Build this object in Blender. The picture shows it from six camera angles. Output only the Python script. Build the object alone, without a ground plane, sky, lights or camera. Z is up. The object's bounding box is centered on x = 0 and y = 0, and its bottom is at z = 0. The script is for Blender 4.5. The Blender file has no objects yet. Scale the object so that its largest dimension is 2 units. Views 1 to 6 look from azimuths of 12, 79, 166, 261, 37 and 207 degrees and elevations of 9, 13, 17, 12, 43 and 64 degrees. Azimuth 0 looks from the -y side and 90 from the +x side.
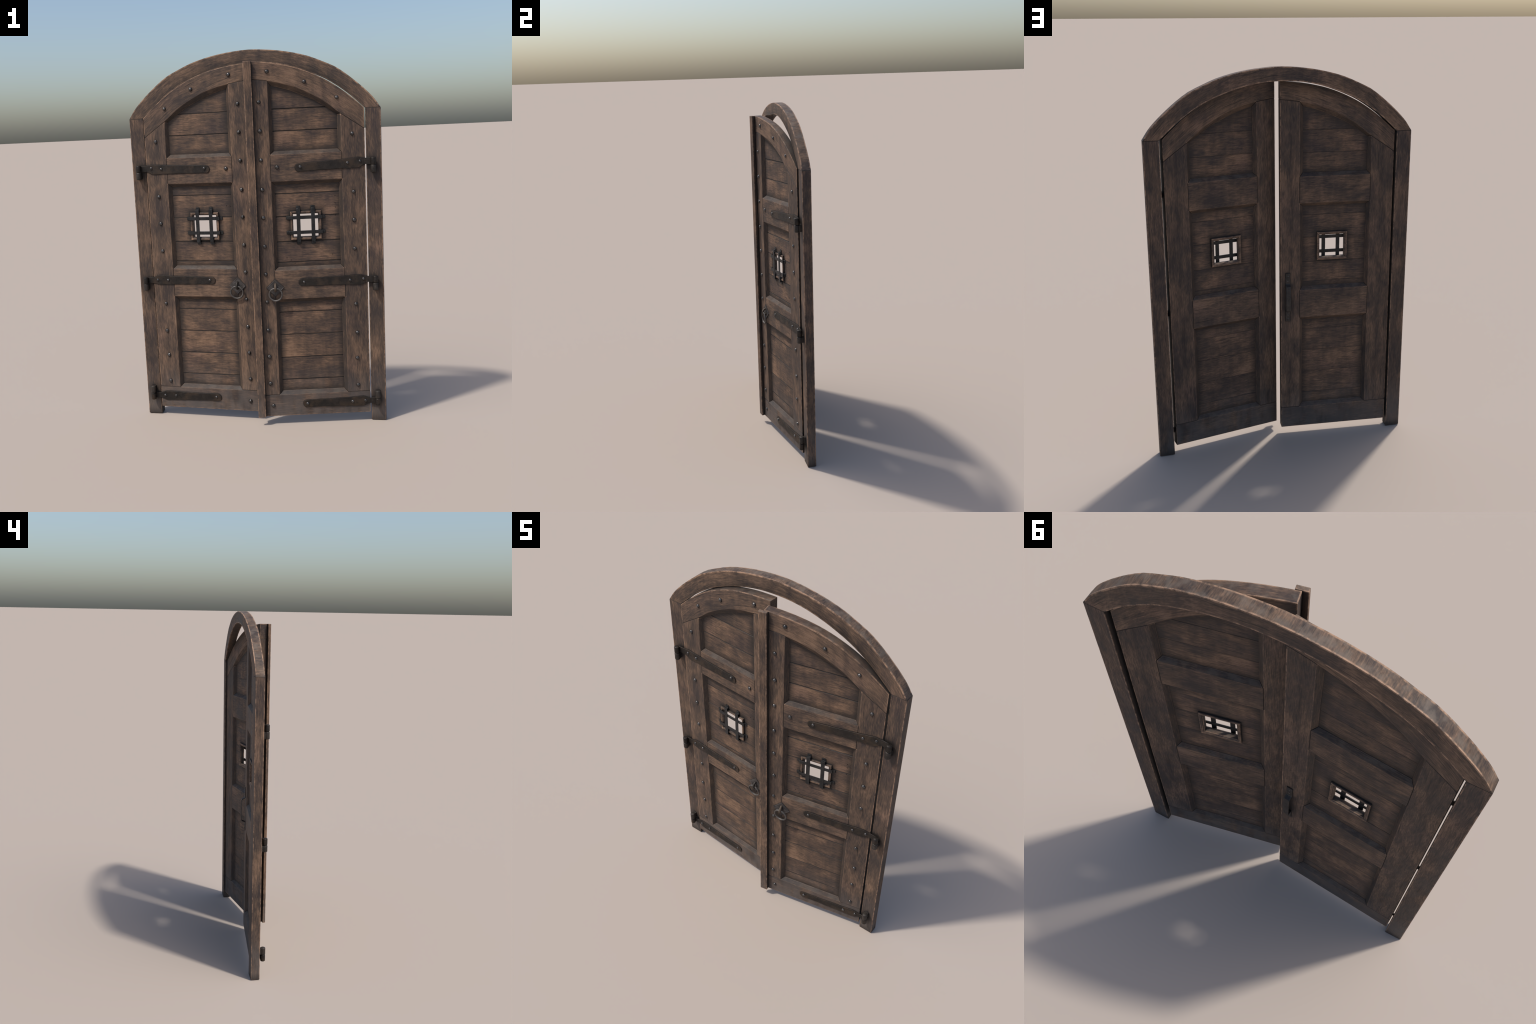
"""Arched, weathered oak double door with iron straps, in its own frame, both leaves ajar."""
import bpy, bmesh, math, random
from mathutils import Vector, Matrix

rng = random.Random(41)

# ------------------------------------------------------------------ sizes (metres)
JAMB_IN, JAMB_OUT = 0.598, 0.676          # frame, in x
FRAME_Y0, FRAME_Y1 = 0.0500, 0.0990       # frame front and back
SPRING = 1.672                            # where the arch beam sits on the jambs
LEAF_W, LEAF_T = 0.590, 0.046             # door leaf width and thickness
STILE_H, STILE_F = 0.120, 0.490           # inner edges of hinge stile and free stile
PANEL_W0, PANEL_W1 = 0.0165, 0.0295       # depth range of the recessed planks
LIP = 0.018                               # width of the sloping moulding round a panel
Z_BOTTOM, Z_FOOT = 0.046, 0.1655          # bottom rail
OPEN_LOW = (0.1665, 0.693)
OPEN_MID = (0.847, 1.3165)
OPEN_TOP = 1.455
LEAVES = {                                # hinge corner, opening angle, side sign
    "left": ((-0.594, 0.042), -4.35, 1),
    "right": ((0.593, 0.042), 11.73, -1),
}

# profiles as control points, u measured from the hinge edge of a leaf / x from the centre line
FRAME_OUTER = [(0, 2.000), (.105, 1.993), (.20, 1.9785), (.306, 1.951), (.394, 1.9145), (.46, 1.8815), (.554, 1.8085), (.636, 1.729), (.676, SPRING)]
FRAME_INNER = [(0, 1.9325), (.11, 1.9255), (.21, 1.9040), (.306, 1.8715), (.39, 1.8340), (.465, 1.7865), (.518, 1.7455), (.555, 1.7125), (JAMB_IN, SPRING)]
LEAF_TOP = [(0, 1.675), (.042, 1.7130), (.091, 1.7535), (.139, 1.7890), (.190, 1.8215), (.247, 1.8508), (.30, 1.8736), (.35, 1.8908), (.40, 1.9036), (.4716, 1.9175), (.55, 1.9268), (.59, 1.930)]
HEAD_LOW = [(0, 1.5685), (.06, 1.6095), (.12, 1.650), (.212, 1.7215), (.330, 1.7845), (.41, 1.8115), (.49, 1.828), (.57, 1.839), (.59, 1.840)]
HEAD_LIP = [(.138, 1.648), (.20, 1.690), (.2612, 1.7258), (.366, 1.772), (.42, 1.790), (.472, 1.804)]


def curve(points, t):
    """Catmull-Rom through the control points, read as a function of the first coordinate."""
    n = len(points)
    for i in range(n - 1):
        if t <= points[i + 1][0] or i == n - 2:
            (x1, y1), (x2, y2) = points[i], points[i + 1]
            x0, y0 = points[i - 1] if i else (2 * x1 - x2, 2 * y1 - y2)
            x3, y3 = points[i + 2] if i + 2 < n else (2 * x2 - x1, 2 * y2 - y1)
            h = x2 - x1
            m1, m2 = (y2 - y0) / (x2 - x0) * h, (y3 - y1) / (x3 - x1) * h
            if i == 0 and abs(x1) < 1e-9 and points in (FRAME_OUTER, FRAME_INNER):
                m1 = 0.0
            s = max(0.0, min(1.0, (t - x1) / h))
            return (2*s**3 - 3*s*s + 1) * y1 + (s**3 - 2*s*s + s) * m1 + (-2*s**3 + 3*s*s) * y2 + (s**3 - s*s) * m2


def steps(a, b, n):
    return [a + (b - a) * i / n for i in range(n + 1)]


# ------------------------------------------------------------------ materials
class Nodes:
    def __init__(self, name):
        self.mat = bpy.data.materials.new(name)
        self.mat.use_nodes = True
        self.t = self.mat.node_tree
        self.t.nodes.clear()

    def new(self, kind, **k):
        n = self.t.nodes.new(kind)
        for a, v in k.items():
            setattr(n, a, v)
        return n

    def put(self, sock, v):
        if isinstance(v, bpy.types.NodeSocket):
            self.t.links.new(v, sock)
        else:
            sock.default_value = v

    def math(self, op, a, b=0.0, c=None, clamp=False):
        n = self.new("ShaderNodeMath", operation=op, use_clamp=clamp)
        self.put(n.inputs[0], a)
        self.put(n.inputs[1], b)
        if c is not None:
            self.put(n.inputs[2], c)
        return n.outputs[0]

    def vmath(self, op, a, b=None, out=0):
        n = self.new("ShaderNodeVectorMath", operation=op)
        self.put(n.inputs[0], a)
        if b is not None:
            self.put(n.inputs[1], b)
        return n.outputs[out]

    def mix(self, f, a, b, blend="MIX"):
        n = self.new("ShaderNodeMix", data_type="RGBA", blend_type=blend)
        self.put(n.inputs[0], f)
        for s, v in ((n.inputs[6], a), (n.inputs[7], b)):
            self.put(s, v if isinstance(v, bpy.types.NodeSocket) else (*v, 1.0))
        return n.outputs[2]

    def span(self, v, a, b, lo=0.0, hi=1.0, smooth=True):
        n = self.new("ShaderNodeMapRange", interpolation_type="SMOOTHSTEP" if smooth else "LINEAR")
        self.put(n.inputs[0], v)
        for i, x in enumerate((a, b, lo, hi)):
            n.inputs[i + 1].default_value = x
        return n.outputs[0]

    def noise(self, vec, scale, detail=4.0, rough=0.55, distort=0.0):
        n = self.new("ShaderNodeTexNoise")
        self.put(n.inputs["Vector"], vec)
        n.inputs["Scale"].default_value = scale
        n.inputs["Detail"].default_value = detail
        n.inputs["Roughness"].default_value = rough
        n.inputs["Distortion"].default_value = distort
        return n.outputs[0]

    def ramp(self, f, stops):
        n = self.new("ShaderNodeValToRGB")
        e = n.color_ramp.elements
        while len(e) < len(stops):
            e.new(0.5)
        for i, (p, c) in enumerate(stops):
            e[i].position = p
            e[i].color = (*c, 1.0)
        self.put(n.inputs[0], f)
        return n.outputs[0]

    def xyz(self, v):
        n = self.new("ShaderNodeSeparateXYZ")
        self.put(n.inputs[0], v)
        return n.outputs

    def vec(self, x, y, z):
        n = self.new("ShaderNodeCombineXYZ")
        for i, v in enumerate((x, y, z)):
            self.put(n.inputs[i], v)
        return n.outputs[0]

    def finish(self, colour, rough, metallic=0.0, bump=None, strength=0.3, dist=0.002, spec=0.35):
        b = self.new("ShaderNodeBsdfPrincipled")
        self.put(b.inputs["Base Color"], colour)
        self.put(b.inputs["Roughness"], rough)
        self.put(b.inputs["Metallic"], metallic)
        b.inputs["Specular IOR Level"].default_value = spec
        if bump is not None:
            n = self.new("ShaderNodeBump")
            n.inputs["Strength"].default_value = strength
            n.inputs["Distance"].default_value = dist
            self.put(n.inputs["Height"], bump)
            self.t.links.new(n.outputs[0], b.inputs["Normal"])
        o = self.new("ShaderNodeOutputMaterial")
        self.t.links.new(b.outputs[0], o.inputs[0])
        return self.mat


WOOD = dict(dark=(.039, .0290, .0255), mid=(.086, .0565, .0400), light=(.172, .1070, .0690), pale=(.235, .148, .096),
            wear=(.390, .240, .152), soot=(.016, .0135, .012), grey=(.125, .110, .100))


def wood(name, grain, centre=None, gain=1.0, rubbed=1.0, seams=0.0, edge=.0095, joints="leaf"):
    """Weathered oak. grain: 'x', 'z' (along that axis) or 'arc' (round the given centre in x,z)."""
    N = Nodes(name)
    tc = N.new("ShaderNodeTexCoord")
    P = tc.outputs["Object"]
    rnd = N.new("ShaderNodeObjectInfo").outputs["Random"]
    shift = N.vec(N.math("MULTIPLY", rnd, 37.0), N.math("MULTIPLY", rnd, 11.0), N.math("MULTIPLY", rnd, 53.0))
    x, y, z = N.xyz(P)
    nx, ny, nz = N.xyz(tc.outputs["Normal"])
    if grain == "arc":
        dx, dz = N.math("SUBTRACT", x, centre[0]), N.math("SUBTRACT", z, centre[1])
        r = N.math("SQRT", N.math("ADD", N.math("MULTIPLY", dx, dx), N.math("MULTIPLY", dz, dz)))
        a = N.math("MULTIPLY", N.math("ARCTAN2", dx, dz), 0.85)
        along, across = a, r
    elif grain == "x":
        along, across = x, z
    else:
        along, across = z, x
    # a slow wander keeps the fibres from running dead straight
    wander = N.math("MULTIPLY", N.math("SUBTRACT", N.noise(N.vmath("ADD", P, shift), 7.0, 2.0), 0.5), 0.020)
    across = N.math("ADD", across, wander)
    G = N.vmath("ADD", N.vec(along, across, y), shift)
    if grain == "arc" and centre[0] == 0.0:
        # the rounded back of the arch beam shows fibres that run across it
        flat = N.math("GREATER_THAN", N.math("ABSOLUTE", ny), 0.6)
        G2 = N.vmath("ADD", N.vec(y, N.math("MULTIPLY", along, .6), across), shift)
        mixv = N.new("ShaderNodeMix", data_type="VECTOR")
        N.put(mixv.inputs[0], flat)
        N.put(mixv.inputs[4], G2)
        N.put(mixv.inputs[5], G)
        G = mixv.outputs[1]
    S = N.vmath("ADD", P, shift)
    fibre = N.noise(N.vmath("MULTIPLY", G, (26.0, 300.0, 300.0)), 1.0, 4.0, 0.68)
    streak = N.noise(N.vmath("MULTIPLY", G, (11.0, 85.0, 85.0)), 1.0, 4.0, 0.62, 0.6)
    patch = N.noise(N.vmath("MULTIPLY", G, (5.5, 9.0, 9.0)), 1.0, 4.0, 0.58, 0.4)
    drip = N.noise(N.vmath("MULTIPLY", S, (26.0, 26.0, 7.0)), 1.0, 3.0, 0.6, 0.3)
    # faint plane marks that cross the fibres at a slant
    turn = N.new("ShaderNodeVectorRotate", rotation_type="AXIS_ANGLE")
    N.put(turn.inputs["Vector"], G)
    turn.inputs["Axis"].default_value = (0, 0, 1)
    turn.inputs["Angle"].default_value = 0.6
    slant = N.noise(N.vmath("MULTIPLY", turn.outputs[0], (22.0, 240.0, 240.0)), 1.0, 2.0, 0.5)
    tone = .488
    for n, k in ((patch, .90), (streak, .34), (drip, .36), (fibre, .80), (slant, .16)):
        tone = N.math("MULTIPLY_ADD", N.math("SUBTRACT", n, .5), k, tone)
    tone = N.math("MULTIPLY_ADD", N.math("SUBTRACT", rnd, .5), .07, tone)
    col = N.ramp(tone, [(.30, WOOD["dark"]), (.50, WOOD["mid"]), (.69, WOOD["light"]), (.88, WOOD["pale"])])
    # cooler, purplish tint in part of the dark patches
    cool = N.span(N.noise(S, 5.0, 3.0), .46, .66, 0, .5)
    col = N.mix(cool, col, N.mix(1.0, col, (.86, .86, .98), "MULTIPLY"))
    # dark fine checks along the fibres
    crack = N.noise(N.vmath("MULTIPLY", G, (7.0, 170.0, 170.0)), 1.0, 2.0, 0.5)
    col = N.mix(N.span(crack, .60, .72, 0, .6), col, WOOD["soot"])
    # grey weathering: splashed foot of the door and dust on sills that face up
    splash = N.noise(N.vmath("MULTIPLY", S, (14.0, 14.0, 5.0)), 1.0, 4.0, 0.6)
    foot = N.math("MULTIPLY", N.span(z, .36, .04), N.span(splash, .32, .58, .15, .95))
    col = N.mix(foot, col, N.mix(.45, WOOD["grey"], col))
    up = N.math("MULTIPLY", N.span(nz, .35, .75), N.span(N.noise(S, 22.0, 4.0), .42, .66, .0, .65))
    col = N.mix(up, col, (.135, .108, .086))
    if grain == "z" and joints == "leaf":
        # iron stain run down from the rows of nails
        nails = None
        for c in (.064, .537):
            d = N.math("ABSOLUTE", N.math("SUBTRACT", N.math("ABSOLUTE", x), c))
            m = N.span(d, .020, .003)
            nails = m if nails is None else N.math("ADD", nails, m)
        run = N.span(N.noise(N.vmath("MULTIPLY", S, (30.0, 30.0, 8.0)), 1.0, 3.0, .6), .44, .66, 0, .60)
        col = N.mix(N.math("MULTIPLY", nails, run), col, (.028, .021, .019))
    # sloping mouldings tinted darker by face direction
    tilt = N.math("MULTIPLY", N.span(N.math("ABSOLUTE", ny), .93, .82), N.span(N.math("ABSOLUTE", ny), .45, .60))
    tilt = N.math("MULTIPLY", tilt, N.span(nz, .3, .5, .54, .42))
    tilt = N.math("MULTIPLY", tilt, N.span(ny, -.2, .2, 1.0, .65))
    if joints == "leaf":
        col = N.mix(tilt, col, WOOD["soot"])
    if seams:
        # dark ragged band along the border of each panel, the middle lightened
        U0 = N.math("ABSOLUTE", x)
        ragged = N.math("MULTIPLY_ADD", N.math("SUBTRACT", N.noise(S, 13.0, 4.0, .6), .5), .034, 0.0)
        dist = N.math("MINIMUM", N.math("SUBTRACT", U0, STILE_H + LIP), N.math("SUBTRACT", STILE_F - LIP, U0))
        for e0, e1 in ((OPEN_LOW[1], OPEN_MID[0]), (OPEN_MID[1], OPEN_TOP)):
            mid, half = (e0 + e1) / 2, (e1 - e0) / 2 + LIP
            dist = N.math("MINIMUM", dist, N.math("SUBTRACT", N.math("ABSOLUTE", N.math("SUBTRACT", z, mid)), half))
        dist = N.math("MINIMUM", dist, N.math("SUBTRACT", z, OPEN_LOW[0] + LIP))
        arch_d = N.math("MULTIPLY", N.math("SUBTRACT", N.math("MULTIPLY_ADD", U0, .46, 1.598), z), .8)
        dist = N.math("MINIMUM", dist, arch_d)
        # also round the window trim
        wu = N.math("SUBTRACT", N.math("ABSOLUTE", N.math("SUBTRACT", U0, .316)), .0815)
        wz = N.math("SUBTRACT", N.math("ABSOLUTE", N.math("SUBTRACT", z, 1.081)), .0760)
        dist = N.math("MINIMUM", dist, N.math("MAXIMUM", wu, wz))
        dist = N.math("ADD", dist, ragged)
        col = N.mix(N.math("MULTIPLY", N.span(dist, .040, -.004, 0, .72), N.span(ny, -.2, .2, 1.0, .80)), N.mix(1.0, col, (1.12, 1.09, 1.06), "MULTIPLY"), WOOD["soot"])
    # edges rubbed pale, ambient occlusion baked into the base colour
    bev = N.new("ShaderNodeBevel", samples=16)
    bev.inputs["Radius"].default_value = edge
    geo = N.new("ShaderNodeNewGeometry")
    bend = N.math("SUBTRACT", 1.0, N.vmath("DOT_PRODUCT", bev.outputs[0], geo.outputs["True Normal"], 1))
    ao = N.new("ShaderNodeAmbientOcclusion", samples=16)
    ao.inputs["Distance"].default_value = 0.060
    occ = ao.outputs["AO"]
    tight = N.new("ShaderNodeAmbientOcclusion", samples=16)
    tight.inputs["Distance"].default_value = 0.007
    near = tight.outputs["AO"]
    worn = N.span(N.noise(S, 26.0, 5.0, .75), .40, .60, .06, 1.0)
    rub = N.math("MULTIPLY", N.span(bend, .006, .050), N.math("MULTIPLY", worn, N.span(near, .80, .97)))
    # where two members meet flush wear stops and the groove is coloured as a thin dark line
    U = N.math("ABSOLUTE", x)
    line = lambda v, at, half: N.math("LESS_THAN", N.math("ABSOLUTE", N.math("SUBTRACT", v, at)), half)
    band = lambda v, lo, hi: N.math("MULTIPLY", N.math("GREATER_THAN", v, lo), N.math("LESS_THAN", v, hi))
    if joints == "leaf":
        outside = N.math("SUBTRACT", 1.0, band(U, STILE_H + .001, STILE_F - .001))
        rails = N.math("ADD", band(z, OPEN_LOW[1] + .002, OPEN_MID[0] - .002), band(z, OPEN_MID[1] + .002, OPEN_TOP - .002))
        uprights = N.math("MULTIPLY", N.math("ADD", line(U, STILE_H, .011), line(U, STILE_F, .011)), rails)
        foot_joint = N.math("MULTIPLY", line(z, Z_FOOT, .011), outside)
        lo_arc = N.math("MULTIPLY_ADD", U, .68, 1.5685)
        hi_arc = N.math("MULTIPLY_ADD", U, .13, 1.7640)
        head_joint = N.math("ADD", N.math("MULTIPLY", line(z, lo_arc, .015), N.math("LESS_THAN", U, STILE_H - .001)),
                            N.math("MULTIPLY", line(z, hi_arc, .015), N.math("GREATER_THAN", U, STILE_F + .001)))
        joint = N.math("ADD", N.math("ADD", uprights, foot_joint), head_joint, clamp=True)
    else:
        joint = line(z, SPRING, .012)
    open_edge = N.math("SUBTRACT", 1.0, joint)
    rub = N.math("MULTIPLY", rub, N.math("MULTIPLY_ADD", open_edge, .93, .07))
    crease = N.math("MULTIPLY", N.span(bend, .05, .20, 0, .85), joint)
    col = N.mix(crease, col, WOOD["soot"])
    if rubbed:
        col = N.mix(N.math("MULTIPLY", rub, .85 * rubbed), col, WOOD["wear"])
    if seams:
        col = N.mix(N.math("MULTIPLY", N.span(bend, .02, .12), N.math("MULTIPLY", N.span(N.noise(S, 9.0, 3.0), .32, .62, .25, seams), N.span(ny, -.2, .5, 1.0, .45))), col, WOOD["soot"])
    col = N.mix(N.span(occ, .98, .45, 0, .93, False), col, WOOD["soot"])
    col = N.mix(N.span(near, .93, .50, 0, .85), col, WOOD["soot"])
    if gain != 1.0:
        col = N.mix(1.0, col, (gain, gain, gain), "MULTIPLY")
    height = N.math("ADD", N.math("MULTIPLY", fibre, .5), N.math("MULTIPLY", streak, .8))
    height = N.math("SUBTRACT", height, N.span(crack, .64, .76, 0, .5))
    rough = N.span(patch, .3, .7, .58, .78)
    return N.finish(col, rough, bump=height, strength=.45, dist=.0012, spec=.30)


def iron(name, base, rust, rust_amount, rough, metallic, scale=30.0):
    N = Nodes(name)
    tc = N.new("ShaderNodeTexCoord")
    P = tc.outputs["Object"]
    rnd = N.new("ShaderNodeObjectInfo").outputs["Random"]
    Q = N.vmath("ADD", P, N.vec(N.math("MULTIPLY", rnd, 19.0), rnd, N.math("MULTIPLY", rnd, 7.0)))
    n1 = N.noise(Q, scale, 5.0, .65)
    n2 = N.noise(Q, scale * 6, 3.0, .6)
    v = N.math("ADD", N.math("MULTIPLY", n1, .7), N.math("MULTIPLY", n2, .5))
    lo = tuple(c * .40 for c in base)
    hi = tuple(c * 1.9 for c in base)
    col = N.ramp(v, [(.40, lo), (.60, base), (.80, hi)])
    r = N.span(N.noise(Q, scale * .55, 4.0, .6), .46, .66, 0, rust_amount)
    col = N.mix(r, col, rust)
    bev = N.new("ShaderNodeBevel", samples=6)
    bev.inputs["Radius"].default_value = 0.0025
    geo = N.new("ShaderNodeNewGeometry")
    bend = N.math("SUBTRACT", 1.0, N.vmath("DOT_PRODUCT", bev.outputs[0], geo.outputs["True Normal"], 1))
    col = N.mix(N.math("MULTIPLY", N.span(bend, .01, .12, 0, .75), N.span(N.noise(Q, 35.0, 3.0), .42, .62)), col, tuple(min(1, c * 2.6) for c in base))
    return N.finish(col, N.span(n2, .3, .7, rough - .08, rough + .12), N.math("MULTIPLY", N.math("SUBTRACT", 1.0, r), metallic),
                    bump=v, strength=.8, dist=.002, spec=.4)


M = {}


def build_materials():
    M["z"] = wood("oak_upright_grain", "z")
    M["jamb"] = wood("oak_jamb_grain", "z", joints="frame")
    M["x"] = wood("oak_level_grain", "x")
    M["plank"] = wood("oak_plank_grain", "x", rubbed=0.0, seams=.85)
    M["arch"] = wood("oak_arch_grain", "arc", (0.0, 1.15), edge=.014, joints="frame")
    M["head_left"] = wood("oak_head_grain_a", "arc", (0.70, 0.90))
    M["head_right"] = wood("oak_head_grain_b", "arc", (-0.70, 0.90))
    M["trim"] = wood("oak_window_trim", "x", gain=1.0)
    M["strap"] = iron("strap_iron", (.0170, .0134, .0110), (.034, .0195, .0100), .90, .54, .35, 26.0)
    M["pin"] = iron("pintle_iron", (.032, .027, .023), (.038, .026, .018), .5, .52, .35)
    M["bar"] = iron("grille_iron", (.021, .0212, .0220), (.028, .024, .020), .4, .40, .5)
    M["stud"] = iron("stud_iron", (.088, .084, .082), (.060, .045, .035), .3, .23, .85, 60.0)
    M["plate"] = iron("plate_iron", (.062, .055, .052), (.050, .034, .026), .5, .50, .4)
    M["ring"] = iron("ring_iron", (.085, .079, .074), (.070, .050, .038), .4, .48, .45)
    M["rust"] = iron("rusty_staple_iron", (.070, .052, .038), (.095, .050, .024), .9, .6, .2)
    N = Nodes("nail_hole_soot")
    M["soot"] = N.finish((.010, .008, .007, 1.0), .95, spec=.05)
    M["pull"] = iron("pull_iron", (.036, .030, .026), (.040, .029, .021), .6, .5, .3)


# ------------------------------------------------------------------ mesh helpers
def link(name, mesh, parent, mat, kind=None):
    o = bpy.data.objects.new(name, mesh)
    bpy.context.scene.collection.objects.link(o)
    o.parent = parent
    if mat and not mesh.materials:
        mesh.materials.append(mat)
    return o


def empty(name, parent=None):
    o = bpy.data.objects.new(name, None)
    o.empty_display_size = .1
    bpy.context.scene.collection.objects.link(o)
    o.parent = parent
    return o


def mesh_from(bm, name, smooth_angle=35.0):
    bmesh.ops.recalc_face_normals(bm, faces=bm.faces)
    for f in bm.faces:
        f.smooth = True
    for e in bm.edges:
        e.smooth = not (len(e.link_faces) == 2 and e.calc_face_angle(0.0) > math.radians(smooth_angle))
    me = bpy.data.meshes.new(name)
    bm.to_mesh(me)
    bm.free()
    return me


def chamfer(o, width, segments=2, angle=30):
    m = o.modifiers.new("soft_edges", "BEVEL")
    m.width, m.segments, m.limit_method = width, segments, "ANGLE"
    m.angle_limit = math.radians(angle)
    m.harden_normals = False
    m.use_clamp_overlap = True
    return o


def board(outline, w0, w1, lips=None, side=1):
    """Board with the given outline in (u, z), from depth w0 to w1. lips maps an outline edge to the two
    inner points of a sloping moulding that runs down to the recessed panel on both faces."""
    lips = lips or {}
    bm = bmesh.new()
    V = lambda p, w: bm.verts.new((side * p[0], w, p[1]))
    n = len(outline)
    F = [V(p, w0) for p in outline]
    B = [V(p, w1) for p in outline]
    bm.faces.new(F)
    bm.faces.new(B[::-1])
    for i in range(n):
        j = (i + 1) % n
        if i in lips:
            qa, qb = lips[i]
            f0, f1, b0, b1 = V(qa, PANEL_W0), V(qb, PANEL_W0), V(qa, PANEL_W1), V(qb, PANEL_W1)
            bm.faces.new((F[i], F[j], f1, f0))
            bm.faces.new((f0, f1, b1, b0))
            bm.faces.new((b0, b1, B[j], B[i]))
            if (i - 1) % n not in lips:
                bm.faces.new((F[i], f0, b0, B[i]))
            if j not in lips:
                bm.faces.new((F[j], B[j], b1, f1))
        else:
            bm.faces.new((F[i], F[j], B[j], B[i]))
    bmesh.ops.remove_doubles(bm, verts=bm.verts, dist=1e-5)
    return bm


def box(x0, x1, y0, y1, z0, z1):
    bm = bmesh.new()
    bmesh.ops.create_cube(bm, size=1.0, matrix=Matrix.Translation(((x0+x1)/2, (y0+y1)/2, (z0+z1)/2)) @ Matrix.Diagonal((x1-x0, y1-y0, z1-z0, 1)))
    return bm


def strip(path, half, thick, place):
    """Flat bar bent along a path of (s, w); thickness is laid toward -w; place maps (s, across, w) to xyz."""
    bm = bmesh.new()
    rows = []
    for i, p in enumerate(path):
        a = Vector(path[max(i - 1, 0)])
        b = Vector(path[min(i + 1, len(path) - 1)])
        d0 = (Vector(p) - a).normalized() if i else (b - Vector(p)).normalized()
        d1 = (b - Vector(p)).normalized() if i < len(path) - 1 else d0
        n0, n1 = Vector((d0.y, -d0.x)), Vector((d1.y, -d1.x))
        m = (n0 + n1)
        m = m * (thick / max(.3, m.dot(n0))) if m.length > 1e-6 else n0 * thick
        q = Vector(p) + m
        rows.append([bm.verts.new(place(*v)) for v in ((p[0], -half, p[1]), (p[0], half, p[1]), (q.x, half, q.y), (q.x, -half, q.y))])
    for r0, r1 in zip(rows, rows[1:]):
        for k in range(4):
            bm.faces.new((r0[k], r0[(k+1) % 4], r1[(k+1) % 4], r1[k]))
    bm.faces.new(rows[0])
    bm.faces.new(rows[-1][::-1])
    return bm


def tube(points, radius, segs=12, closed=False, bm=None):
    bm = bm or bmesh.new()
    n = len(points)
    rings = []
    for i, p in enumerate(points):
        a = points[(i - 1) % n] if closed or i else p
        b = points[(i + 1) % n] if closed or i < n - 1 else p
        t = (b - a).normalized()
        ref = Vector((1, 0, 0)) if abs(t.x) < .9 else Vector((0, 1, 0))
        e1 = t.cross(ref).normalized()
        e2 = t.cross(e1)
        r = radius(i / (n - 1)) if callable(radius) else radius
        rings.append([bm.verts.new(p + (e1 * math.cos(k * math.tau / segs) + e2 * math.sin(k * math.tau / segs)) * r) for k in range(segs)])
    for i in range(n if closed else n - 1):
        r0, r1 = rings[i], rings[(i + 1) % n]
        off = min(range(segs), key=lambda s: (r0[0].co - r1[s].co).length)
        for k in range(segs):
            bm.faces.new((r0[k], r0[(k+1) % segs], r1[(k+1+off) % segs], r1[(k+off) % segs]))
    if not closed:
        bm.faces.new(rings[0])
        bm.faces.new(rings[-1][::-1])
    return bm


def barrel(bm, x, y, z0, z1, r, segs=24, wobble=0.0):
    """Upright forged barrel with rounded ends."""
    prof = [(0.0, z0), (r * .80, z0), (r * .96, z0 + .0016), (r, z0 + .004), (r * .985, (z0 + z1) / 2), (r, z1 - .004), (r * .96, z1 - .0016), (r * .80, z1), (0.0, z1)]
    rows = []
    for rr, zz in prof:
        if rr == 0:
            rows.append([bm.verts.new((x, y, zz))])
        else:
            rows.append([bm.verts.new((x + rr * math.cos(k * math.tau / segs) * (1 + wobble * math.sin(3 * k)), y + rr * math.sin(k * math.tau / segs), zz)) for k in range(segs)])
    for a, b in zip(rows, rows[1:]):
        for k in range(segs):
            j = (k + 1) % segs
            if len(a) == 1:
                bm.faces.new((a[0], b[j], b[k]))
            elif len(b) == 1:
                bm.faces.new((a[k], a[j], b[0]))
            else:
                bm.faces.new((a[k], a[j], b[j], b[k]))


def dome(name, r, h):
    """Hand-forged round nail head, facing -y."""
    bm = bmesh.new()
    segs, rows = 18, []
    for rr, hh in ((1.0, -.15), (1.0, .12), (.93, .42), (.76, .72), (.52, .91), (.25, .99)):
        rows.append([bm.verts.new((r * rr * math.cos(k * math.tau / segs) * (1 + .03 * math.sin(2.0 * k)), -h * hh, r * rr * math.sin(k * math.tau / segs))) for k in range(segs)])
    top = bm.verts.new((0, -h, 0))
    for a, b in zip(rows, rows[1:]):
        for k in range(segs):
            bm.faces.new((a[k], a[(k+1) % segs], b[(k+1) % segs], b[k]))
    for k in range(segs):
        bm.faces.new((rows[-1][k], rows[-1][(k+1) % segs], top))
    bm.faces.new(rows[0][::-1])
    return mesh_from(bm, name, 60)


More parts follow.
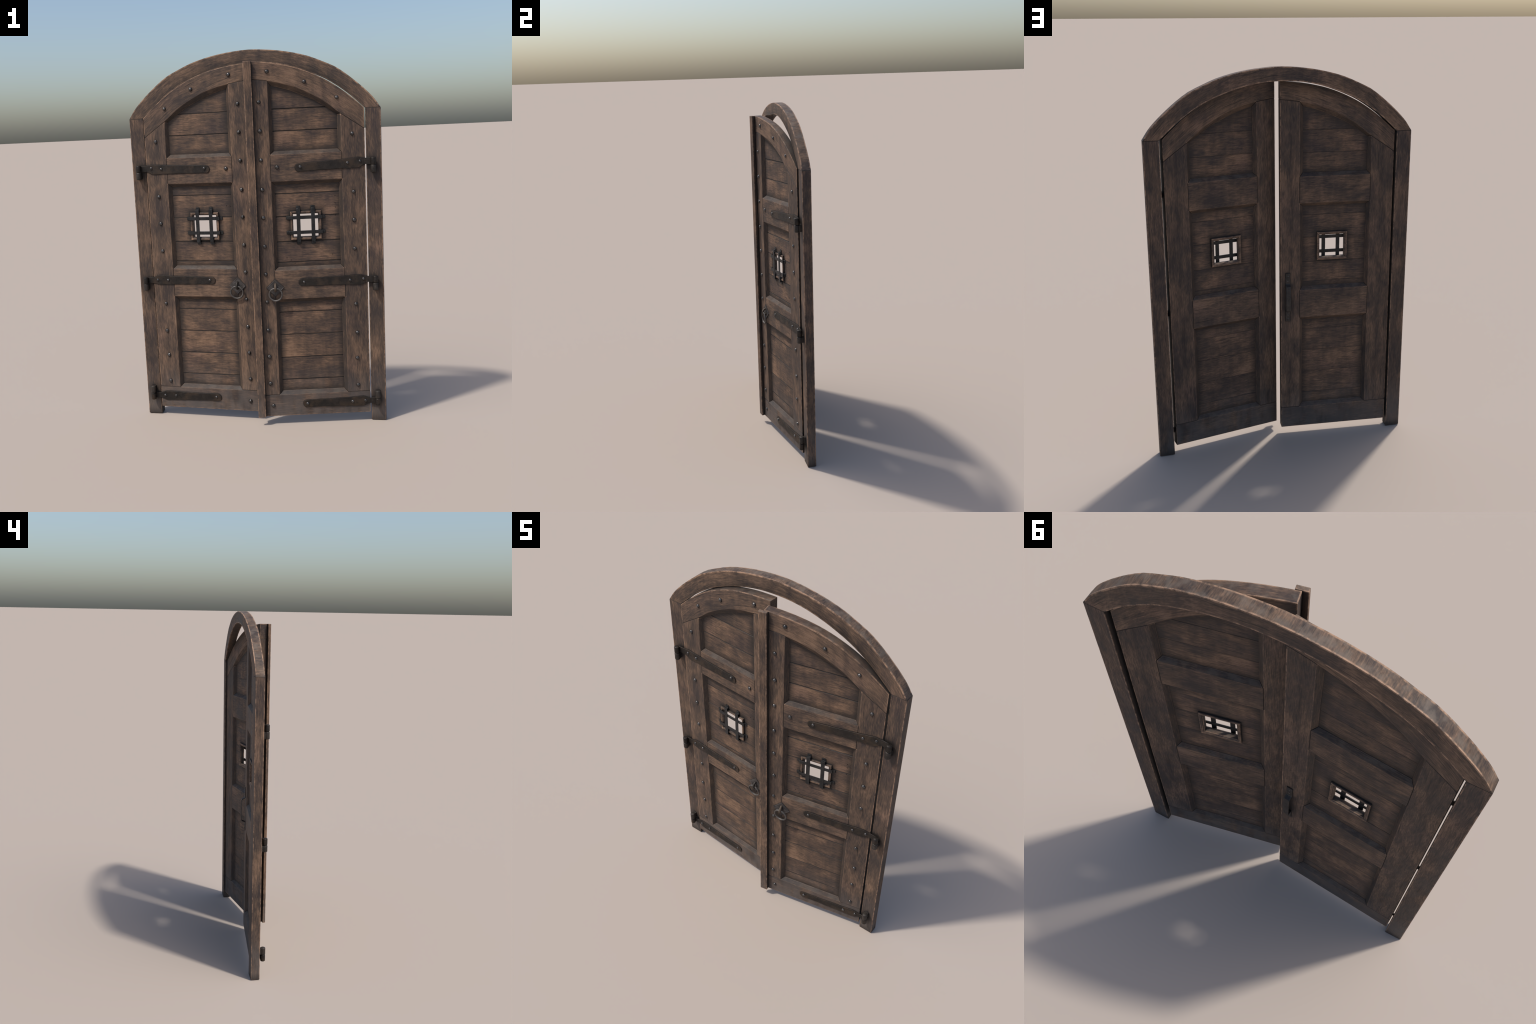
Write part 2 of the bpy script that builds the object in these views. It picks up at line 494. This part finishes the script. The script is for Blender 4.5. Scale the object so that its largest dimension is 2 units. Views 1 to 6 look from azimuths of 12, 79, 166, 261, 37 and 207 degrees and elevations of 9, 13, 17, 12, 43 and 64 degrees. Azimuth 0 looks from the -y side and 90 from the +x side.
# ------------------------------------------------------------------ frame
def build_frame(root):
    frame = empty("door_frame", root)
    for s in (-1, 1):
        bm = box(min(s * JAMB_IN, s * JAMB_OUT), max(s * JAMB_IN, s * JAMB_OUT), FRAME_Y0, FRAME_Y1, 0.0, SPRING)
        chamfer(link("jamb", mesh_from(bm, "jamb"), frame, M["jamb"]), .0016)
    # one bent beam over both jambs
    xo = [JAMB_OUT * math.sin(math.pi / 2 * t) for t in steps(0, 1, 26)]
    outer = [(x, curve(FRAME_OUTER, x)) for x in xo]
    inner = [(x * JAMB_IN / JAMB_OUT, curve(FRAME_INNER, x * JAMB_IN / JAMB_OUT)) for x in xo]
    lift = .0006
    outer[-1] = (outer[-1][0], SPRING + lift)
    inner[-1] = (inner[-1][0], SPRING + lift)
    O = [(-x, z) for x, z in outer[:0:-1]] + outer
    I = [(-x, z) for x, z in inner[:0:-1]] + inner
    bm = bmesh.new()
    grid = [[bm.verts.new((p[0], y, p[1])) for p, y in ((o, FRAME_Y0), (i, FRAME_Y0), (i, FRAME_Y1), (o, FRAME_Y1))] for o, i in zip(O, I)]
    for a, b in zip(grid, grid[1:]):
        for k in range(4):
            bm.faces.new((a[k], a[(k+1) % 4], b[(k+1) % 4], b[k]))
    bm.faces.new(grid[0])
    bm.faces.new(grid[-1][::-1])
    chamfer(link("arch_beam", mesh_from(bm, "arch_beam", 25), frame, M["arch"]), .0016)
    # pintles: barrel on a lug driven into the jamb
    for s in (-1, 1):
        for z0, z1 in ((1.344, 1.3835), (.7265, .7635), (.1305, .171)):
            bm = bmesh.new()
            barrel(bm, s * .6345, .0270, z0, z1, .0142, wobble=.02)
            lug = box(s * .6345 - .0105, s * .6345 + .0105, .0285, .0515, z0 + .003, z1 - .003)
            tmp = bpy.data.meshes.new("t")
            lug.to_mesh(tmp)
            lug.free()
            bm.from_mesh(tmp)
            bpy.data.meshes.remove(tmp)
            chamfer(link("hinge_pintle", mesh_from(bm, "hinge_pintle", 40), frame, M["pin"]), .0012, angle=40)


# ------------------------------------------------------------------ leaf
STUDS_COMMON = ([(.537, z) for z in (1.7245, 1.5785, 1.4300, 1.2770, 1.1310, .9795, .8315, .6815, .5285, .3810, .2315)] +
                [(.0635, 1.546), (.0640, 1.2478), (.0645, 1.1000), (.0652, .9480), (.0655, .6500), (.0615, .4945), (.0640, .3535), (.0642, .2020)] +
                [(.4565, 1.3905)])
STUDS_SIDE = {"left": [(.1272, 1.7188), (.2813, 1.8131), (.495, 1.8758), (.5321, .1042)],
              "right": [(.1381, 1.7316), (.3022, 1.8171), (.4897, 1.8752), (.5267, .1057)]}
# strap: centre height at tip and hinge, neck heights, studs, and the barrel's own heights
STRAPS = {"left": [(1.3905, 1.3975, (1.386, 1.419), [(.0296, 1.4040), (.0880, 1.3983), (.335, 1.3965)], (1.3845, 1.421)),
                   (.7830, .7850, (.7665, .7990), [(.0263, .7850), (.0884, .7846), (.3333, .7857)], (.7650, .802)),
                   (.1160, .1130, (.0985, .1290), [(.0267, .1142), (.0925, .1149), (.3343, .1179)], (.0920, .1295))],
          "right": [(1.3835, 1.3975, (1.386, 1.419), [(.0275, 1.4036), (.0923, 1.3974), (.3372, 1.3878)], (1.3845, 1.421)),
                    (.7805, .7815, (.7665, .7990), [(.0231, .7846), (.0942, .7807), (.3376, .7814)], (.7650, .802)),
                    (.1105, .1105, (.0975, .1280), [(.0265, .1134), (.0969, .1115), (.3406, .1105)], (.0920, .1295))]}
SEAMS_LOW = (.245, .3690, .4950, .6190)
SEAMS_MID = (.889, .9985, 1.131, 1.2510)
SEAMS_TOP = (1.5745, 1.687)
WIN = dict(u0=.2345, u1=.3975, z0=1.0055, z1=1.1572, hu0=.2505, hu1=.3822, hz0=1.0215, hz1=1.1418)


def opening(z0, z1):
    """Outer and inner corner points of a rectangular panel opening: bl, br, tr, tl."""
    o = [(STILE_H, z0), (STILE_F, z0), (STILE_F, z1), (STILE_H, z1)]
    i = [(STILE_H + LIP, z0 + LIP), (STILE_F - LIP, z0 + LIP), (STILE_F - LIP, z1 - LIP), (STILE_H + LIP, z1 - LIP)]
    return o, i


def build_leaf(root, which, dome_big, dome_small):
    (hx, hy), angle, s = LEAVES[which]
    leaf = empty("door_leaf", root)
    leaf.location = (hx, hy, 0)
    leaf.rotation_euler = (0, 0, math.radians(angle))
    gap = .0005

    def part(name, outline, lips, mat, w0=0.0, w1=LEAF_T, bevel=.0018):
        bm = board(outline, w0, w1, lips, s)
        return chamfer(link(name, mesh_from(bm, name, 25), leaf, mat), bevel)

    lowO, lowI = opening(*OPEN_LOW)
    midO, midI = opening(*OPEN_MID)
    top_l, top_r = (STILE_H, curve(HEAD_LOW, STILE_H)), (STILE_F, curve(HEAD_LOW, STILE_F))
    tbl, tbr = (STILE_H, OPEN_TOP), (STILE_F, OPEN_TOP)
    itbl, itbr = (STILE_H + LIP, OPEN_TOP + LIP), (STILE_F - LIP, OPEN_TOP + LIP)
    itl, itr = HEAD_LIP[0], HEAD_LIP[-1]

    # hinge stile
    arc = [(u, curve(HEAD_LOW, u) - gap) for u in steps(STILE_H, 0, 4)]
    out = [(0, Z_FOOT + gap), lowO[0], lowO[3], midO[0], midO[3], tbl] + arc
    out[1] = (STILE_H, Z_FOOT + gap)
    part("stile", out, {1: ((lowI[0]), (lowI[3])), 3: (midI[0], midI[3]), 5: (itbl, itl)}, M["z"])
    # free stile
    arc = [(u, curve(HEAD_LOW, u) - gap) for u in steps(LEAF_W, STILE_F, 4)]
    out = [(LEAF_W, Z_FOOT + gap)] + arc + [tbr, midO[2], midO[1], lowO[2], (STILE_F, Z_FOOT + gap)]
    part("stile", out, {5: (itr, itbr), 7: (midI[2], midI[1]), 9: (lowI[2], lowI[1])}, M["z"])
    # rails
    part("rail", [(0, Z_BOTTOM), (LEAF_W, Z_BOTTOM), (LEAF_W, Z_FOOT), (STILE_F, Z_FOOT), (STILE_H, Z_FOOT), (0, Z_FOOT)],
         {3: (lowI[1], lowI[0])}, M["x"])
    e = gap
    part("rail", [(STILE_H + e, OPEN_LOW[1]), (STILE_F - e, OPEN_LOW[1]), (STILE_F - e, OPEN_MID[0]), (STILE_H + e, OPEN_MID[0])],
         {0: (lowI[3], lowI[2]), 2: (midI[1], midI[0])}, M["x"])
    part("rail", [(STILE_H + e, OPEN_MID[1]), (STILE_F - e, OPEN_MID[1]), (STILE_F - e, OPEN_TOP), (STILE_H + e, OPEN_TOP)],
         {0: (midI[3], midI[2]), 2: (itbr, itbl)}, M["x"])
    # arched head
    up = [(u, curve(LEAF_TOP, u)) for u in steps(LEAF_W, 0, 26)]
    low = [(u, curve(HEAD_LOW, u)) for u in steps(0, STILE_H, 4)]
    n_arc = 16
    mid = [(u, curve(HEAD_LOW, u)) for u in steps(STILE_H, STILE_F, n_arc)][1:]
    end = [(u, curve(HEAD_LOW, u)) for u in steps(STILE_F, LEAF_W, 4)][1:]
    out = low + mid + end + up
    lipz = [(u, curve(HEAD_LIP, u)) for u in steps(itl[0], itr[0], n_arc)]
    lips = {4 + k: (lipz[k], lipz[k + 1]) for k in range(n_arc)}
    part("arched_head", out, lips, M["head_" + which])

    # planks of the three panels
    a, b = STILE_H + .009, STILE_F - .009

    def plank(outline):
        # seams are chamfered on the show side, nearly closed on the back
        d = rng.uniform(-.0005, .0006)
        lo, hi = min(p[1] for p in outline), max(p[1] for p in outline)
        flat_top = sum(abs(p[1] - hi) < 1e-6 for p in outline) >= 2
        ease_in = lambda p, c: (p[0], p[1] + (c if abs(p[1] - lo) < 1e-6 else -c if flat_top and abs(p[1] - hi) < 1e-6 else 0))
        w0, w1, cf, cb = PANEL_W0 + .0004 + d, PANEL_W1 - .0004 + d, rng.uniform(.0016, .0024), .0007
        bm = bmesh.new()
        rows = [[bm.verts.new((s * q[0], w, q[1])) for q in (ease_in(p, c) for p in outline)]
                for w, c in ((w0, cf), (w0 + cf * 1.3, 0), (w1 - cb, 0), (w1, cb))]
        n = len(outline)
        for r0, r1 in zip(rows, rows[1:]):
            for i in range(n):
                bm.faces.new((r0[i], r0[(i + 1) % n], r1[(i + 1) % n], r1[i]))
        bm.faces.new(rows[0])
        bm.faces.new(rows[-1][::-1])
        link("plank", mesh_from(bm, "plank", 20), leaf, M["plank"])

    def rect(u0, u1, z0, z1):
        plank([(u0, z0), (u1, z0), (u1, z1), (u0, z1)])

    z = [OPEN_LOW[0] + .008, *SEAMS_LOW, OPEN_LOW[1] - .008]
    for z0, z1 in zip(z, z[1:]):
        rect(a, b, z0, z1)
    z = [OPEN_MID[0] + .008, *SEAMS_MID, OPEN_MID[1] - .008]
    wa, wb, wc, wd = WIN["u0"] + .004, WIN["u1"] - .004, WIN["z0"] + .004, WIN["z1"] - .004
    for z0, z1 in zip(z, z[1:]):
        if z1 < wc or z0 > wd:
            rect(a, b, z0, z1)
        elif z0 < wc:         # runs under the window: notched from above
            plank([(a, z0), (b, z0), (b, z1), (wb, z1), (wb, wc), (wa, wc), (wa, z1), (a, z1)])
        else:                 # runs over it: notched from below
            plank([(a, z0), (wa, z0), (wa, wd), (wb, wd), (wb, z0), (b, z0), (b, z1), (a, z1)])
    z = [OPEN_TOP + .008, *SEAMS_TOP, 9.0]
    for z0, z1 in zip(z, z[1:]):
        pts = [(u, min(z1, curve(HEAD_LIP, max(itl[0], min(itr[0], u))) + .009)) for u in steps(b, a, 40)]
        pts = [p for p in pts if p[1] > z0 + .002]
        keep = [p for i, p in enumerate(pts) if not (0 < i < len(pts) - 1 and pts[i-1][1] == p[1] == pts[i+1][1])]
        plank([(keep[-1][0], z0), (b, z0)] + keep)

    # old nail holes left in the planks
    holes = {"right": [(.1591, 1.2303), (.1600, 1.1918), (.1592, 1.1684), (.1601, 1.1275), (.4216, .9129), (.3986, .8989), (.3804, .8800), (.1792, .9200)],
             "left": [(.4432, 1.1905), (.4633, 1.1887)]}[which]
    bm = bmesh.new()
    for u, zz in holes:
        tiltm = Matrix.Rotation(rng.uniform(-.5, .5), 4, "Y")
        bmesh.ops.create_uvsphere(bm, u_segments=10, v_segments=6, radius=1.0,
                                  matrix=Matrix.Translation((s * u, PANEL_W0 + .0006, zz)) @ tiltm @ Matrix.Diagonal((.0016, .0011, rng.uniform(.0026, .0042), 1)))
    o = link("nail_hole", mesh_from(bm, "nail_hole", 60), leaf, M["soot"])
    o["kind"] = "stuff"

    # meeting strip on the right leaf only
    if which == "right":
        bm = board([(.5688, Z_BOTTOM), (.6098, Z_BOTTOM), (.6098, 1.9295), (.5688, 1.9295)], -.0175, -.0002, None, s)
        chamfer(link("astragal", mesh_from(bm, "astragal"), leaf, M["z"]), .0018)

    # little window: mitred trim through the planks, flat-bar grille in front
    W = WIN
    O = [(W["u0"], W["z0"]), (W["u1"], W["z0"]), (W["u1"], W["z1"]), (W["u0"], W["z1"])]
    I = [(W["hu0"], W["hz0"]), (W["hu1"], W["hz0"]), (W["hu1"], W["hz1"]), (W["hu0"], W["hz1"])]
    t = lambda p, q, k: (p[0] + (q[0] - p[0]) * k, p[1] + (q[1] - p[1]) * k)
    sections = [(0, PANEL_W0), (.05, .0095), (.18, .0080), (.62, .0085), (1, .0135), (1, .0330), (.62, .0378), (.18, .0382), (.05, .0368), (0, PANEL_W1)]
    for k in range(4):
        j = (k + 1) % 4
        bm = bmesh.new()
        mitre = .0004
        rows = []
        for f, w in sections:
            p, q = t(O[k], I[k], f), t(O[j], I[j], f)
            L = math.hypot(q[0] - p[0], q[1] - p[1])
            d = ((q[0] - p[0]) / L * mitre, (q[1] - p[1]) / L * mitre)
            rows.append((bm.verts.new((s * (p[0] + d[0]), w, p[1] + d[1])), bm.verts.new((s * (q[0] - d[0]), w, q[1] - d[1]))))
        for r0, r1 in zip(rows, rows[1:] + rows[:1]):
            bm.faces.new((r0[0], r0[1], r1[1], r1[0]))
        bm.faces.new([r[0] for r in rows])
        bm.faces.new([r[1] for r in rows][::-1])
        link("window_trim", mesh_from(bm, "window_trim", 30), leaf, M["trim"])
    foot_w = PANEL_W0 + .0002

    def bar(lo, hi, ext, front, centre, half, upright):
        bend = .0015
        path = [(lo - ext, foot_w), (lo - bend, foot_w), (lo, front + .0035), (hi, front + .0035), (hi + bend, foot_w), (hi + ext, foot_w)]
        c = centre
        place = (lambda q, v, w: (s * (c + v), w, q)) if upright else (lambda q, v, w: (s * q, w, c + v))
        bm = strip(path, half, .0033, place)
        chamfer(link("grille_bar", mesh_from(bm, "grille_bar", 25), leaf, M["bar"]), .0006, 1)

    for u in (.2782, .3547):
        bar(W["z0"] - .0080, W["z1"] + .0110, .0155, .0025, u, .0098, True)
    for zc in (1.1238, 1.0453):
        bar(W["u0"] - .0025, W["u1"] + .0025, .0170, .0042, zc, .0089, False)

    # strap hinges
    ax = Vector((s * .6345 * -1 - hx, .0270 - hy, 0)) if which == "left" else Vector((.6345 - hx, .0270 - hy, 0))
    ax.rotate(Matrix.Rotation(-math.radians(angle), 3, "Z"))
    pu, pw = s * ax.x, ax.y
    for c_tip, c_hinge, (n0, n1), studs, (k0, k1) in STRAPS[which]:
        tip, shoulder = .3640, .030
        hw_tip, hw_h = .0195, .0272
        wav = rng.uniform(0, 6)

        def edge(u, sign):
            f = max(0.0, min(1.0, (u - shoulder) / (tip - shoulder)))
            c = c_hinge + (c_tip - c_hinge) * f
            h = hw_tip + (hw_h - hw_tip) * (1 - f) ** 2.2
            r = hw_tip
            if u > tip - r:
                h = math.sqrt(max(0.0, r * r - (u - tip + r) ** 2))
            return (u, c + sign * (h + .0006 * math.sin(u * 55 + wav + sign) + .0006 * math.sin(u * 137 + 2 * wav * sign)))
        us = steps(shoulder + .012, tip - hw_tip, 16)
        ur = [tip - hw_tip + hw_tip * math.sin(math.pi / 2 * k / 8) for k in range(1, 9)]
        lowpts = [edge(u, -1) for u in us + ur[:-1]]
        uppts = [edge(u, 1) for u in (us + ur)[::-1]]
        ease = lambda k: k * k * (3 - 2 * k)

        def into(p, zn):
            return [(p[0] + (.004 - p[0]) * k, p[1] + (zn - p[1]) * ease(k) ** 1.3) for k in (.2, .4, .6, .8, 1.0)]
        out = into(uppts[-1], n1) + into(lowpts[0], n0)[::-1] + lowpts + uppts
        bm = board(out, -.0042, -.0002, None, s)
        # neck bends forward round the back of the barrel
        rows = []
        for k in range(7):
            f = k / 6
            u, w = .006 + (pu - .006) * f, -.0022 + (pw + .0118 + .0022) * ease(f)
            hz = .0
            rows.append([bm.verts.new((s * u, w + dw, zz)) for dw, zz in ((-.0020, n0), (-.0020, n1), (.0018, n1), (.0018, n0))])
        for r0, r1 in zip(rows, rows[1:]):
            for k in range(4):
                bm.faces.new((r0[k], r0[(k+1) % 4], r1[(k+1) % 4], r1[k]))
        bm.faces.new(rows[0])
        bm.faces.new(rows[-1][::-1])
        barrel(bm, s * pu, pw, k0, k1, .0138, wobble=.02)
        chamfer(link("strap_hinge", mesh_from(bm, "strap_hinge", 40), leaf, M["strap"]), .0009, angle=40)
        for u, zz in studs:
            o = link("strap_stud", dome_small, leaf, M["stud"])
            o.location = (s * u, -.0040, zz)
            o.rotation_euler = (0, rng.uniform(0, 6.28), 0)
            k = rng.uniform(.94, 1.06)
            o.scale = (k, k, k)

    # nail heads on the woodwork
    for u, zz in STUDS_COMMON + STUDS_SIDE[which]:
        o = link("stud", dome_big, leaf, M["stud"])
        o.location = (s * (u + rng.uniform(-.001, .001)), 0, zz)
        o.rotation_euler = (rng.uniform(-.12, .12), rng.uniform(0, 6.28), rng.uniform(-.12, .12))
        k = rng.uniform(.92, 1.07)
        o.scale = (k, k * rng.uniform(.9, 1.05), k)

    # ring pull: diamond plate, staple, ring
    pc = (.4905, .7565)
    hd = .0465
    turn = .03 if which == "left" else -.01
    diamond = [(pc[0] + hd * math.sin(turn + k * math.pi / 2), pc[1] + hd * math.cos(turn + k * math.pi / 2)) for k in range(4)]
    diamond = diamond[::-1]
    inner = [t(p, pc, .10) for p in diamond]
    bm = bmesh.new()
    rows = [[bm.verts.new((s * p[0], w, p[1])) for p in ring] for ring, w in
            ((diamond, -.0002), (diamond, -.0032), ([t(p, pc, .025) for p in diamond], -.0046), (inner, -.0046), ([t(p, pc, .13) for p in diamond], -.0036))]
    for r0, r1 in zip(rows, rows[1:]):
        for k in range(4):
            bm.faces.new((r0[k], r0[(k+1) % 4], r1[(k+1) % 4], r1[k]))
    bm.faces.new(rows[-1])
    bm.faces.new(rows[0][::-1])
    link("back_plate", mesh_from(bm, "back_plate", 20), leaf, M["plate"])
    path = [(-.001, .7775), (-.008, .7765), (-.0155, .7715), (-.0205, .7630), (-.0218, .7540), (-.0200, .7470), (-.0155, .7425), (-.008, .7410), (-.001, .7410)]
    bm = tube([Vector((s * pc[0], w, zz)) for w, zz in path], lambda f: .0070 - .0016 * abs(2 * f - 1), 12)
    link("staple", mesh_from(bm, "staple", 60), leaf, M["rust"] if which == "right" else M["pin"])
    R, r = .0338, .0045
    tilt, yaw = (.10, .06) if which == "left" else (.07, -.10)
    rot = Matrix.Rotation(yaw, 3, "Z") @ Matrix.Rotation(tilt, 3, "X")
    cen = Vector((s * (.4885 if which == "left" else .4905), -.0155, .7222))
    pts = [cen + rot @ Vector((R * math.sin(k * math.tau / 48), 0, R * math.cos(k * math.tau / 48))) for k in range(48)]
    bm = tube(pts, r, 12, closed=True)
    link("pull_ring", mesh_from(bm, "pull_ring", 60), leaf, M["ring"])

    # bent flat-bar pull on the inside of the left leaf
    if which == "left":
        T = LEAF_T + .0002
        zs = [(.946, T), (.8875, T), (.8815, T + .004), (.8735, T + .019), (.868, T + .0215), (.7455, T + .0215), (.7405, T + .019), (.7350, T + .0035), (.7310, T), (.6775, T)]
        bm = strip([(z_, w_) for z_, w_ in zs][::-1], .0122, -.0042, lambda q, v, w: (s * (.5530 + v), w, q))
        chamfer(link("pull_handle", mesh_from(bm, "pull_handle", 25), leaf, M["pull"]), .0009)
        for zz in (.930, .902, .713, .692):
            o = link("rivet", dome_small, leaf, M["pull"])
            o.location = (s * .553, LEAF_T + .004, zz)
            o.rotation_euler = (0, 0, math.pi)
            o.scale = (.5, .35, .5)
    return leaf


def main():
    build_materials()
    root = empty("arched_double_door")
    root["label"] = "weathered oak arched double door with iron strap hinges, ajar"
    root["category"] = "door"
    big, small = dome("stud", .0097, .0080), dome("strap_stud", .0080, .0060)
    build_frame(root)
    for which in LEAVES:
        build_leaf(root, which, big, small)


main()
